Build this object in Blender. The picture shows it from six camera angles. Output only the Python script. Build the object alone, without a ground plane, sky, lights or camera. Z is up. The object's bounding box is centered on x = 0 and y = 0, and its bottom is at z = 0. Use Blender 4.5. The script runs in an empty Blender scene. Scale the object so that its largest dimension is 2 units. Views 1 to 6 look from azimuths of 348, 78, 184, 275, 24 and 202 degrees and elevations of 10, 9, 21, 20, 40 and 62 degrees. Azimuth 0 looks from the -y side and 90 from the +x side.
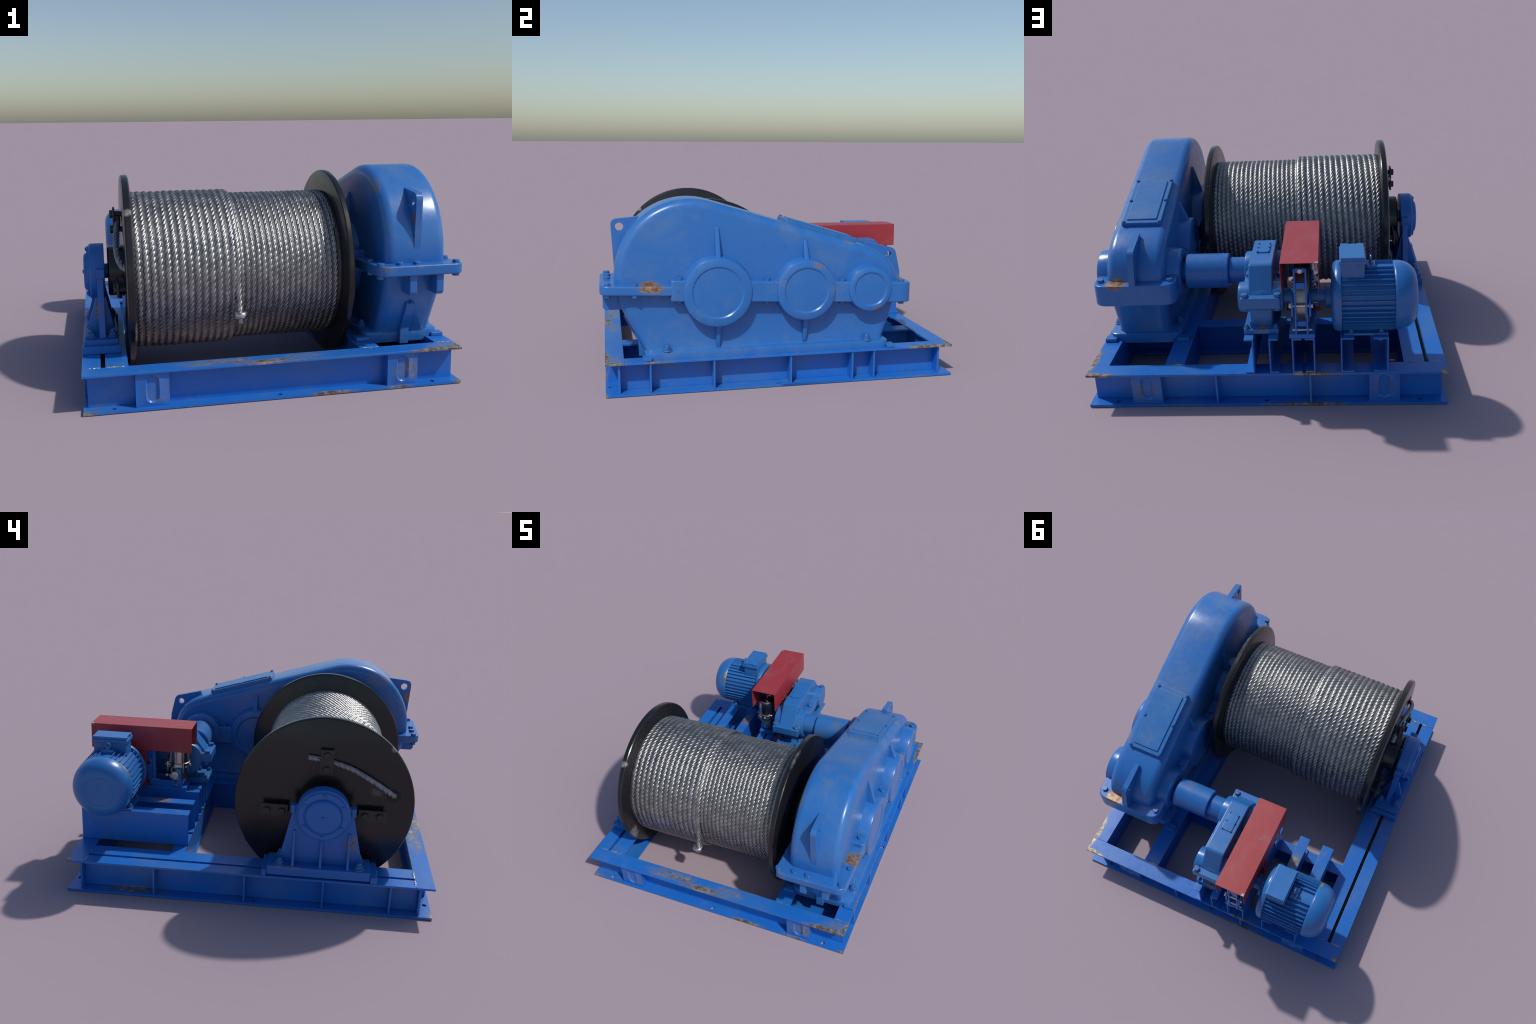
# Electric cable winch: steel frame, rope drum, three-shaft gearbox, thruster brake and motor.
import bpy, bmesh, math, random
import numpy as np
from math import pi, sin, cos, tan, radians, sqrt, atan2
from mathutils import Vector, Matrix

random.seed(7)
rng = np.random.default_rng(7)

# --------------------------------------------------------------------------- materials
def nodes_of(name):
    m = bpy.data.materials.new(name)
    m.use_nodes = True
    nt = m.node_tree
    b = nt.nodes["Principled BSDF"]
    return m, nt, b

def N(nt, kind, **kw):
    n = nt.nodes.new(kind)
    for k, v in kw.items():
        setattr(n, k, v)
    return n

def math_node(nt, op, a, b=None, c=None, clamp=False):
    n = N(nt, "ShaderNodeMath", operation=op, use_clamp=clamp)
    for i, v in enumerate((a, b, c)):
        if v is None:
            continue
        if isinstance(v, (int, float)):
            n.inputs[i].default_value = v
        else:
            nt.links.new(v, n.inputs[i])
    return n.outputs[0]

def noise(nt, vec, scale, detail=4, rough=0.55, dist=0.0):
    n = N(nt, "ShaderNodeTexNoise")
    nt.links.new(vec, n.inputs["Vector"])
    n.inputs["Scale"].default_value = scale
    n.inputs["Detail"].default_value = detail
    n.inputs["Roughness"].default_value = rough
    n.inputs["Distortion"].default_value = dist
    return n.outputs["Fac"]

def remap(nt, v, a, b, lo=0.0, hi=1.0, smooth=True):
    n = N(nt, "ShaderNodeMapRange", interpolation_type='SMOOTHSTEP' if smooth else 'LINEAR')
    nt.links.new(v, n.inputs[0])
    n.inputs[1].default_value, n.inputs[2].default_value = a, b
    n.inputs[3].default_value, n.inputs[4].default_value = lo, hi
    return n.outputs[0]

def mix(nt, fac, a, b, blend='MIX'):
    n = N(nt, "ShaderNodeMix", data_type='RGBA', blend_type=blend)
    if isinstance(fac, (int, float)):
        n.inputs[0].default_value = fac
    else:
        nt.links.new(fac, n.inputs[0])
    for idx, v in ((6, a), (7, b)):
        if isinstance(v, tuple):
            n.inputs[idx].default_value = (*v, 1)
        else:
            nt.links.new(v, n.inputs[idx])
    return n.outputs[2]

def paint(name, base, dusty, rough=0.32, worn=0.66, patches=(), rust=(0.14, 0.10, 0.06),
          metal=(0.36, 0.345, 0.30), dust_amount=0.55, grime=0.35, spec=0.5, scuffs=0.65):
    """Sprayed machine enamel: cloudy dust, small chips, and local rusty patches
    given as ellipsoids (centre, radii, strength) where paint has come off."""
    m, nt, b = nodes_of(name)
    tc = N(nt, "ShaderNodeTexCoord").outputs["Object"]
    cloud = noise(nt, tc, 3.2, 5, 0.6, 0.6)
    fine = noise(nt, tc, 26.0, 6, 0.65)
    mid = noise(nt, tc, 9.0, 5, 0.6, 0.8)
    f = remap(nt, cloud, 0.45, 0.75, 0.0, dust_amount)
    col = mix(nt, f, base, dusty)
    col = mix(nt, remap(nt, mid, 0.58, 0.78, 0.0, grime), col, tuple(0.55 * c for c in base))
    scuff = math_node(nt, 'MULTIPLY', remap(nt, noise(nt, tc, 6.5, 7, 0.68, 1.2), 0.52, 0.72), remap(nt, cloud, 0.35, 0.65))
    col = mix(nt, math_node(nt, 'MULTIPLY', scuff, scuffs), col, tuple(0.6 * c + 0.4 * g for c, g in zip(dusty, (0.16, 0.17, 0.20))))
    # chips spread thinly over everything
    chips = math_node(nt, 'ADD', math_node(nt, 'MULTIPLY', noise(nt, tc, 5.0, 3, 0.5), 0.5),
                      math_node(nt, 'MULTIPLY', fine, 0.5))
    mask = remap(nt, chips, worn, worn + 0.05)
    loc = None
    for c, r, s in patches:
        sub = N(nt, "ShaderNodeVectorMath", operation='SUBTRACT')
        nt.links.new(tc, sub.inputs[0]); sub.inputs[1].default_value = c
        dv = N(nt, "ShaderNodeVectorMath", operation='DIVIDE')
        nt.links.new(sub.outputs[0], dv.inputs[0]); dv.inputs[1].default_value = r
        ln = N(nt, "ShaderNodeVectorMath", operation='LENGTH')
        nt.links.new(dv.outputs[0], ln.inputs[0])
        v = remap(nt, ln.outputs["Value"], 1.0, 0.25, 0.0, s)
        loc = v if loc is None else math_node(nt, 'MAXIMUM', loc, v)
    if loc is not None:
        grain = math_node(nt, 'ADD', math_node(nt, 'MULTIPLY', noise(nt, tc, 18.0, 7, 0.7, 0.4), 0.7),
                          math_node(nt, 'MULTIPLY', noise(nt, tc, 60.0, 4, 0.6), 0.3))
        p = math_node(nt, 'ADD', math_node(nt, 'MULTIPLY', loc, 0.5), grain)
        mask = math_node(nt, 'MAXIMUM', mask, remap(nt, p, 0.76, 0.98))
        halo = remap(nt, p, 0.60, 0.84, 0.0, 0.55)
        col = mix(nt, halo, col, (0.16, 0.17, 0.20))
    rcol = mix(nt, remap(nt, noise(nt, tc, 32.0, 5, 0.7), 0.42, 0.62), rust, metal)
    col = mix(nt, mask, col, rcol)
    nt.links.new(col, b.inputs["Base Color"])
    rg = math_node(nt, 'ADD', remap(nt, fine, 0.3, 0.75, rough - 0.03, rough + 0.06), math_node(nt, 'MULTIPLY', mask, 0.12))
    nt.links.new(rg, b.inputs["Roughness"])
    nt.links.new(math_node(nt, 'MULTIPLY', mask, 0.35), b.inputs["Metallic"])
    b.inputs["Specular IOR Level"].default_value = spec
    bump = N(nt, "ShaderNodeBump"); bump.inputs["Strength"].default_value = 0.05
    bump.inputs["Distance"].default_value = 0.004
    h = math_node(nt, 'SUBTRACT', math_node(nt, 'MULTIPLY', mid, 0.4), math_node(nt, 'MULTIPLY', mask, 0.6))
    nt.links.new(h, bump.inputs["Height"]); nt.links.new(bump.outputs[0], b.inputs["Normal"])
    return m

def simple(name, c1, c2, scale, rough, metallic=0.0, spread=0.1, spec=0.5, bump=0.0):
    m, nt, b = nodes_of(name)
    tc = N(nt, "ShaderNodeTexCoord").outputs["Object"]
    n = noise(nt, tc, scale, 5, 0.6, 0.4)
    nt.links.new(mix(nt, remap(nt, n, 0.35, 0.68), c1, c2), b.inputs["Base Color"])
    nt.links.new(remap(nt, n, 0.3, 0.7, rough - spread, rough + spread), b.inputs["Roughness"])
    b.inputs["Metallic"].default_value = metallic
    b.inputs["Specular IOR Level"].default_value = spec
    if bump:
        bn = N(nt, "ShaderNodeBump"); bn.inputs["Strength"].default_value = bump
        bn.inputs["Distance"].default_value = 0.003
        nt.links.new(noise(nt, tc, scale * 6, 4), bn.inputs["Height"])
        nt.links.new(bn.outputs[0], b.inputs["Normal"])
    return m

BLUE = (0.013, 0.145, 0.53)
FRAME = paint("frame_enamel", BLUE, (0.060, 0.175, 0.42), rough=0.30, worn=0.725, patches=[
    ((-0.30, -0.93, 0.181), (0.30, 0.07, 0.03), 0.72),
    ((-0.05, -0.965, 0.181), (0.28, 0.05, 0.03), 0.85),
    ((0.12, -0.93, 0.181), (0.18, 0.06, 0.02), 0.55),
    ((0.80, -0.985, 0.178), (0.26, 0.055, 0.03), 1.0),
    ((0.885, -0.93, 0.178), (0.03, 0.09, 0.03), 0.9),
    ((0.83, -0.93, 0.181), (0.12, 0.06, 0.02), 0.66),
    ((0.24, -0.985, 0.010), (0.16, 0.035, 0.03), 1.0),
    ((0.58, -0.985, 0.010), (0.10, 0.03, 0.03), 0.85),
    ((0.88, -0.985, 0.010), (0.05, 0.03, 0.03), 1.0),
    ((-0.88, -0.985, 0.010), (0.10, 0.05, 0.03), 0.95),
    ((0.895, 0.84, 0.178), (0.055, 0.22, 0.03), 1.15),
    ((0.87, 0.975, 0.178), (0.17, 0.045, 0.03), 1.35),
    ((0.89, -0.72, 0.178), (0.03, 0.12, 0.03), 0.7),
    ((-0.88, 0.965, 0.178), (0.06, 0.05, 0.03), 1.0),
    ((-0.25, 0.975, 0.178), (0.20, 0.03, 0.03), 0.95),
    ((-0.20, 0.975, 0.010), (0.35, 0.03, 0.03), 0.85),
    ((-0.84, 0.62, 0.01), (0.07, 0.30, 0.02), 0.8),
    ((-0.56, -0.968, 0.09), (0.13, 0.02, 0.11), 0.56),
    ((0.62, -0.968, 0.09), (0.13, 0.02, 0.11), 0.56),
    ((0.60, 0.955, 0.09), (0.13, 0.02, 0.11), 0.56),
    ((-0.41, 0.55, 0.367), (0.06, 0.12, 0.02), 0.75),
    ((-0.58, 0.955, 0.09), (0.13, 0.02, 0.11), 0.52),
])
CASE = paint("casing_enamel", (0.024, 0.148, 0.455), (0.095, 0.195, 0.385), rough=0.27, worn=0.735, dust_amount=0.6,
             rust=(0.21, 0.095, 0.045), metal=(0.33, 0.26, 0.19), patches=[
    ((0.872, -0.735, 0.568), (0.04, 0.105, 0.04), 1.25),
    ((0.84, -0.735, 0.585), (0.05, 0.09, 0.03), 1.1),
    ((0.765, 0.695, 0.555), (0.085, 0.06, 0.05), 1.5),
    ((0.50, -0.995, 0.58), (0.07, 0.03, 0.03), 0.5),
    ((0.66, -0.998, 0.585), (0.03, 0.015, 0.015), 0.7),
    ((0.655, -0.91, 0.80), (0.02, 0.03, 0.06), 0.9),
    ((0.52, -0.72, 0.95), (0.05, 0.20, 0.10), 0.55),
    ((0.50, 0.30, 0.78), (0.03, 0.06, 0.05), 0.95),
    ((0.89, 0.52, 0.41), (0.03, 0.05, 0.03), 0.9),
    ((0.89, 0.18, 0.68), (0.03, 0.09, 0.05), 0.7),
    ((0.80, 0.38, 0.78), (0.03, 0.08, 0.03), 0.6),
    ((0.63, -0.10, 0.20), (0.30, 0.60, 0.03), 0.42),
    ((0.35, 0.43, 0.60), (0.06, 0.06, 0.06), 0.62),
])
MACH = paint("machine_enamel", (0.022, 0.150, 0.44), (0.065, 0.185, 0.40), rough=0.30, worn=0.735, patches=[
    ((-0.645, 0.70, 0.62), (0.018, 0.09, 0.09), 1.1),
    ((0.0, 0.90, 0.40), (0.05, 0.06, 0.03), 0.9),
    ((-0.50, 0.93, 0.70), (0.03, 0.03, 0.05), 0.75),
    ((-0.08, 0.40, 0.56), (0.05, 0.05, 0.02), 0.6),
])
BOLT = simple("bolt_enamel", (0.018, 0.12, 0.38), (0.045, 0.15, 0.36), 40, 0.36)
COVER = paint("cover_enamel", (0.020, 0.150, 0.43), (0.07, 0.19, 0.41), rough=0.33, worn=0.735)
BEAR = paint("pedestal_enamel", (0.016, 0.14, 0.50), (0.05, 0.16, 0.40), rough=0.36, worn=0.735, patches=[
    ((-0.80, -0.54, 0.36), (0.05, 0.07, 0.10), 0.6),
    ((-0.88, -0.22, 0.238), (0.02, 0.14, 0.02), 0.7)])
BLACK = paint("drum_black", (0.0105, 0.0100, 0.0115), (0.019, 0.018, 0.019), scuffs=0.1, rough=0.23, worn=0.72, grime=0.2,
              rust=(0.20, 0.16, 0.13), metal=(0.30, 0.29, 0.27), patches=[
    ((-0.678, -0.66, 0.615), (0.02, 0.09, 0.04), 0.5),
    ((-0.634, -0.80, 0.30), (0.02, 0.10, 0.12), 0.75),
    ((-0.655, -0.72, 0.85), (0.04, 0.03, 0.03), 0.9),
    ((0.392, -0.55, 1.0), (0.03, 0.3, 0.05), 0.55)])
CLAMP = simple("clamp_black", (0.022, 0.021, 0.020), (0.045, 0.042, 0.038), 30, 0.45)
ROPE = simple("galvanised_rope", (0.27, 0.27, 0.272), (0.41, 0.405, 0.395), 22, 0.40, metallic=0.95, spread=0.08, bump=0.35)
DARKROPE = simple("dark_rope", (0.22, 0.225, 0.235), (0.36, 0.36, 0.37), 30, 0.45, metallic=0.6, bump=0.3)
CORE = simple("dark_gray_core", (0.13, 0.13, 0.135), (0.21, 0.21, 0.21), 40, 0.5, metallic=0.85)
STEEL = simple("bright_steel", (0.50, 0.49, 0.46), (0.66, 0.65, 0.62), 25, 0.25, metallic=1.0)
WHEEL = simple("worn_wheel_steel", (0.36, 0.35, 0.34), (0.52, 0.50, 0.48), 20, 0.42, metallic=0.7)
CHROME = simple("thruster_metal", (0.36, 0.35, 0.335), (0.52, 0.50, 0.47), 14, 0.24, metallic=1.0, spread=0.05)
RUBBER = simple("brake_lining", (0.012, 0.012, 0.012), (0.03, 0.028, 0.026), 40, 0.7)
WELD = simple("weld_bead", (0.08, 0.16, 0.36), (0.42, 0.38, 0.28), 28, 0.40, metallic=0.4)
RED = paint("cover_red", (0.34, 0.030, 0.040), (0.37, 0.085, 0.090), rough=0.42, worn=0.72, grime=0.25, dust_amount=0.5,
            rust=(0.16, 0.05, 0.05), metal=(0.45, 0.42, 0.40), patches=[
    ((-0.24, 0.66, 0.77), (0.10, 0.12, 0.01), 0.30), ((-0.283, 0.995, 0.77), (0.03, 0.03, 0.02), 1.2)])

# --------------------------------------------------------------------------- object helpers
def empty(name):
    o = bpy.data.objects.new(name, None)
    bpy.context.collection.objects.link(o)
    return o

def link(name, me, mat, parent, angle=35):
    if mat is not None and not me.materials:
        me.materials.append(mat)
    o = bpy.data.objects.new(name, me)
    bpy.context.collection.objects.link(o)
    if parent is not None:
        o.parent = parent
    return o

def finish(bm, name, mat, parent, bevel=0.0, segs=2, angle=35, sharp=30):
    bmesh.ops.remove_doubles(bm, verts=bm.verts, dist=1e-6)
    bmesh.ops.recalc_face_normals(bm, faces=bm.faces)
    if bevel > 0:
        ed = [e for e in bm.edges if len(e.link_faces) == 2 and e.calc_face_angle(0) > radians(sharp)]
        bmesh.ops.bevel(bm, geom=ed, offset=bevel, segments=segs, profile=0.5, affect='EDGES', clamp_overlap=True)
    normals = None
    if bevel > 0:                        # large faces keep their own normal, bevels blend into them
        bm.faces.ensure_lookup_table(); bm.faces.index_update()
        lim = cos(radians(65)); area = [f.calc_area() for f in bm.faces]
        normals = []
        for f in bm.faces:
            for l in f.loops:
                n = Vector((0, 0, 0))
                for g in l.vert.link_faces:
                    if g.normal.dot(f.normal) > lim:
                        n += g.normal * area[g.index]
                normals.append(n.normalized() if n.length > 0 else f.normal.copy())
    me = bpy.data.meshes.new(name)
    bm.to_mesh(me); bm.free()
    for p in me.polygons:
        p.use_smooth = True
    if normals:
        me.normals_split_custom_set(normals)
    else:
        me.set_sharp_from_angle(angle=radians(angle))
    return link(name, me, mat, parent)

def add_box(bm, x0, x1, y0, y1, z0, z1):
    v = [bm.verts.new((x, y, z)) for x in (x0, x1) for y in (y0, y1) for z in (z0, z1)]
    for f in ((0, 1, 3, 2), (4, 6, 7, 5), (0, 4, 5, 1), (2, 3, 7, 6), (0, 2, 6, 4), (1, 5, 7, 3)):
        bm.faces.new([v[i] for i in f])
    return v

def box(name, x0, x1, y0, y1, z0, z1, mat, parent, bevel=0.003):
    bm = bmesh.new(); add_box(bm, x0, x1, y0, y1, z0, z1)
    return finish(bm, name, mat, parent, bevel)

AX = {'x': (1, 2, 0), 'y': (2, 0, 1), 'z': (0, 1, 2)}   # (u, v, along)
def put(axis, u, v, w):
    p = [0, 0, 0]; iu, iv, iw = AX[axis]
    p[iu], p[iv], p[iw] = u, v, w
    return tuple(p)

def add_prism(bm, axis, pts, w0, w1):
    a = [bm.verts.new(put(axis, u, v, w0)) for u, v in pts]
    b = [bm.verts.new(put(axis, u, v, w1)) for u, v in pts]
    n = len(pts)
    bm.faces.new(a[::-1]); bm.faces.new(b)
    for i in range(n):
        bm.faces.new((a[i], a[(i + 1) % n], b[(i + 1) % n], b[i]))

def prism(name, axis, pts, w0, w1, mat, parent, bevel=0.003, segs=2):
    bm = bmesh.new(); add_prism(bm, axis, pts, w0, w1)
    return finish(bm, name, mat, parent, bevel, segs)

def add_lathe(bm, axis, c, prof, seg=64):
    """prof: (distance along axis, radius); first and last rings are capped."""
    iu, iv, iw = AX[axis]
    rings = []
    for w, r in prof:
        ring = []
        for i in range(seg):
            t = 2 * pi * i / seg
            ring.append(bm.verts.new(put(axis, c[0] + r * cos(t), c[1] + r * sin(t), w)))
        rings.append(ring)
    for a, b in zip(rings, rings[1:]):
        for i in range(seg):
            bm.faces.new((a[i], a[(i + 1) % seg], b[(i + 1) % seg], b[i]))
    bm.faces.new(rings[0][::-1]); bm.faces.new(rings[-1])

def lathe(name, axis, c, prof, mat, parent, seg=64, bevel=0.0, angle=35):
    bm = bmesh.new(); add_lathe(bm, axis, c, prof, seg)
    return finish(bm, name, mat, parent, bevel, 2, angle)

def round_poly(pts, r, seg=5):
    """Round the corners of a polygon; r may be one radius or one per corner."""
    out = []; n = len(pts)
    rr = r if isinstance(r, (list, tuple)) else [r] * n
    for i in range(n):
        p0, p, p1 = (Vector(pts[(i - 1) % n]), Vector(pts[i]), Vector(pts[(i + 1) % n]))
        if rr[i] <= 0:
            out.append((p.x, p.y)); continue
        a = (p0 - p); b = (p1 - p)
        ang = a.angle(b); d = rr[i] / tan(ang / 2)
        d = min(d, a.length * 0.49, b.length * 0.49)
        q0, q1 = p + a.normalized() * d, p + b.normalized() * d
        for k in range(seg + 1):
            t = k / seg
            q = q0 * (1 - t) ** 2 + p * 2 * t * (1 - t) + q1 * t * t
            out.append((q.x, q.y))
    return out

def rect(u0, u1, v0, v1):
    return [(u0, v0), (u1, v0), (u1, v1), (u0, v1)]

# shared fasteners ---------------------------------------------------------
_mesh_cache = {}
def hex_mesh(key, r, h, mat, washer=0.0, crown=True):
    if key in _mesh_cache:
        return _mesh_cache[key]
    bm = bmesh.new()
    z = 0.0
    if washer:
        add_lathe(bm, 'z', (0, 0), [(0, r * 1.35), (washer, r * 1.35)], 20); z = washer
    pts = [(r * cos(pi / 3 * i), r * sin(pi / 3 * i)) for i in range(6)]
    add_prism(bm, 'z', pts, z - 0.002, z + h)
    if crown:
        add_lathe(bm, 'z', (0, 0), [(z + h - 0.001, r * 0.62), (z + h + r * 0.45, r * 0.60), (z + h + r * 0.55, r * 0.45)], 14)
    bmesh.ops.recalc_face_normals(bm, faces=bm.faces)
    ed = [e for e in bm.edges if len(e.link_faces) == 2 and e.calc_face_angle(0) > radians(50)]
    bmesh.ops.bevel(bm, geom=ed, offset=r * 0.09, segments=1, affect='EDGES', clamp_overlap=True)
    me = bpy.data.meshes.new(key); bm.to_mesh(me); bm.free()
    for p in me.polygons:
        p.use_smooth = True
    me.set_sharp_from_angle(angle=radians(30))
    me.materials.append(mat)
    _mesh_cache[key] = me
    return me

def bolt(name, me, loc, direction, parent, spin=None):
    o = bpy.data.objects.new(name, me)
    bpy.context.collection.objects.link(o)
    o.parent = parent
    q = Vector((0, 0, 1)).rotation_difference(Vector(direction).normalized())
    s = random.uniform(0, pi / 3) if spin is None else spin
    m = Matrix.Translation(Vector(loc)) @ q.to_matrix().to_4x4() @ Matrix.Rotation(s, 4, 'Z')
    o.matrix_world = m
    return o

winch = empty("electric_winch")
winch["label"] = "blue electric cable winch with steel rope drum"
winch["category"] = "winch"

# --------------------------------------------------------------------------- base frame
ZT = 0.181; TF = 0.012
FY0, FY1 = -0.982, 0.970
XL = 0.889

def i_profile(u0, u1, web0, web1):
    return [(u0, 0), (u1, 0), (u1, TF), (web1, TF), (web1, ZT - TF), (u1, ZT - TF), (u1, ZT), (u0, ZT),
            (u0, ZT - TF), (web0, ZT - TF), (web0, TF), (u0, TF)]

def plate_with_holes(name, x0, x1, y0, y1, z0, z1, holes, mat, parent, r=0.013):
    """flat bar in the xy plane drilled with round bolt holes"""
    bm = bmesh.new(); long_x = (x1 - x0) > (y1 - y0)
    key = 0 if long_x else 1
    holes = sorted(holes, key=lambda h: h[key])
    cuts = []
    for hx, hy in holes:
        c = hx if long_x else hy
        cuts.append((c - 0.03, c + 0.03, hx, hy))
    pos = x0 if long_x else y0
    end = x1 if long_x else y1
    def solid(a, b):
        if long_x: add_box(bm, a, b, y0, y1, z0, z1)
        else: add_box(bm, x0, x1, a, b, z0, z1)
    for a, b, hx, hy in cuts:
        solid(pos, a)
        u0, u1, v0, v1 = (a, b, y0, y1) if long_x else (x0, x1, a, b)
        seg = 16
        for zz, flip in ((z0, True), (z1, False)):
            inner = [bm.verts.new((hx + r * cos(2 * pi * i / seg), hy + r * sin(2 * pi * i / seg), zz)) for i in range(seg)]
            outer = []
            for i in range(seg):
                dx, dy = cos(2 * pi * i / seg), sin(2 * pi * i / seg)
                t = min(((u1 - hx) / dx if dx > 1e-6 else (u0 - hx) / dx if dx < -1e-6 else 9),
                        ((v1 - hy) / dy if dy > 1e-6 else (v0 - hy) / dy if dy < -1e-6 else 9))
                outer.append((hx + dx * t, hy + dy * t))
            corners = [(u1, v1), (u0, v1), (u0, v0), (u1, v0)]
            ov = [bm.verts.new((p[0], p[1], zz)) for p in outer]
            cv = {}
            for i in range(seg):
                j = (i + 1) % seg
                face = [inner[i], ov[i]]
                a0 = atan2(outer[i][1] - hy, outer[i][0] - hx) % (2 * pi)
                a1 = atan2(outer[j][1] - hy, outer[j][0] - hx) % (2 * pi)
                if a1 < a0 - 1e-9: a1 += 2 * pi
                for cpt in corners:
                    ac = atan2(cpt[1] - hy, cpt[0] - hx) % (2 * pi)
                    if a0 + 1e-6 < ac < a1 - 1e-6:
                        face.append(bm.verts.new((cpt[0], cpt[1], zz)))
                face += [ov[j], inner[j]]
                bm.faces.new(face if not flip else face[::-1])
            if flip: low = inner
            else: high = inner
        for i in range(seg):
            j = (i + 1) % seg
            bm.faces.new((low[i], low[j], high[j], high[i]))
        # outer walls of the drilled piece
        if long_x:
            for yy in (y0, y1):
                q = [bm.verts.new((a, yy, z0)), bm.verts.new((b, yy, z0)), bm.verts.new((b, yy, z1)), bm.verts.new((a, yy, z1))]
                bm.faces.new(q)
        else:
            for xx in (x0, x1):
                q = [bm.verts.new((xx, a, z0)), bm.verts.new((xx, b, z0)), bm.verts.new((xx, b, z1)), bm.verts.new((xx, a, z1))]
                bm.faces.new(q)
        pos = b
    solid(pos, end)
    me_obj = finish(bm, name, mat, parent, 0.0)
    return me_obj

frame = empty("base_frame"); frame.parent = winch
# end beams (across x)
HX = (-0.76, -0.005, 0.75)
for y0, y1, w0, w1, hy in ((FY0, -0.882, -0.916, -0.904, -0.955), (0.872, FY1, 0.890, 0.902, 0.938)):
    box("beam_flange", -XL, XL, y0, y1, ZT - TF, ZT, FRAME, frame, 0.0015)
    plate_with_holes("beam_flange", -XL, XL, y0, y1, 0.0, TF, [(x, hy) for x in HX], FRAME, frame)
    box("beam_web", -0.868, 0.868, w0, w1, TF, ZT - TF, FRAME, frame, 0.001)
# side and middle beams (along y)
def long_beam(x0, x1, w0, w1, holes=None):
    box("beam_flange", x0, x1, -0.8815, 0.8715, ZT - TF, ZT - 0.0004, FRAME, frame, 0.0012)
    if holes:
        plate_with_holes("beam_flange", x0, x1, -0.8815, 0.8715, 0.0, TF - 0.0004, holes, FRAME, frame)
    else:
        box("beam_flange", x0, x1, -0.8815, 0.8715, 0.0, TF - 0.0004, FRAME, frame, 0.0012)
    box("beam_web", w0, w1, -0.9035, 0.8895, TF, ZT - TF, FRAME, frame, 0.001)
long_beam(0.794, XL, 0.794, 0.806, [(0.868, -0.047)])
long_beam(-XL, -0.806, -0.820, -0.808, [(-0.856, -0.041)])
long_beam(-0.786, -0.684, -0.785, -0.774)
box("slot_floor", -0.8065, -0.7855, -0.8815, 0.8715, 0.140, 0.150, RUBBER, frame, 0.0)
long_beam(0.410, 0.509, 0.421, 0.433)
# cross beam behind the drum, and the floor strip under the gearbox nose
for x0, x1 in ((-0.6835, 0.4095), (0.5095, 0.7935)):
    box("beam_flange", x0, x1, 0.366, 0.440, ZT - TF, ZT - 0.0008, FRAME, frame, 0.0012)
    box("beam_flange", x0, x1, 0.360, 0.440, 0.0, TF - 0.0008, FRAME, frame, 0.0012)
for x0, x1 in ((-0.7735, 0.4205), (0.4335, 0.7935)):
    box("beam_web", x0, x1, 0.371, 0.381, TF, ZT - TF, FRAME, frame, 0.001)
box("floor_strip", 0.5095, 0.7935, -0.8815, -0.30, 0.001, 0.010, FRAME, frame, 0.001)

# stiffener ribs between the flanges
for y in (-0.747, -0.407, 0.018, 0.373, 0.500):
    box("stiffener", 0.806, 0.884, y - 0.005, y + 0.005, TF, ZT - TF, FRAME, frame, 0.001)
for y in (-0.755, -0.404, 0.011, 0.497):
    box("stiffener", -0.884, -0.820, y - 0.005, y + 0.005, TF, ZT - TF, FRAME, frame, 0.001)
for x in (0.239, -0.225):
    box("stiffener", x - 0.005, x + 0.005, 0.902, 0.965, TF, ZT - TF, FRAME, frame, 0.001)

# lifting pads: boxes with a pressed oval pocket in the face
def lifting_pad(x0, x1, yin, yface):
    s = 1 if yface > yin else -1
    xc, zc = (x0 + x1) / 2, 0.093
    bm = bmesh.new(); seg = 40
    def oval(hw, hh, y, k=1.0):
        out = []
        for i in range(seg):
            t = 2 * pi * i / seg
            c, q = cos(t), sin(t)
            px = hw * c
            pz = (hh - hw) * (1 if q >= 0 else -1) * (min(1, abs(q) * 6)) + hw * q
            out.append(bm.verts.new((xc + px, y, zc + pz)))
        return out
    rings = [oval(0.034, 0.068, yface), oval(0.031, 0.065, yface + s * 0.0015), oval(0.027, 0.061, yface - s * 0.001), oval(0.022, 0.056, yface - s * 0.009)]
    for a, b in zip(rings, rings[1:]):
        for i in range(seg):
            bm.faces.new((a[i], a[(i + 1) % seg], b[(i + 1) % seg], b[i]))
    bm.faces.new(rings[-1])
    # frame of the face around the oval
    z0, z1 = TF, ZT - TF
    oc = [bm.verts.new((x, yface, z)) for x, z in ((x1, z1), (x0, z1), (x0, z0), (x1, z0))]
    q = seg // 4
    for k in range(4):
        idx = [(k * q + i) % seg for i in range(q + 1)]
        bm.faces.new([rings[0][i] for i in idx][::-1] + [oc[k]])
        bm.faces.new((rings[0][((k + 1) * q) % seg], oc[k], oc[(k + 1) % 4]))
    ib = [bm.verts.new((v.co.x, yin, v.co.z)) for v in oc]
    for k in range(4):
        bm.faces.new((oc[k], oc[(k + 1) % 4], ib[(k + 1) % 4], ib[k]))
    bm.faces.new(ib)
    finish(bm, "lifting_pad", FRAME, frame, 0.0)
for x0, x1 in ((-0.660, -0.511), (0.518, 0.669)):
    lifting_pad(x0, x1, -0.916, -0.968)
    lifting_pad(x0, x1, 0.902, 0.953)

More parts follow.
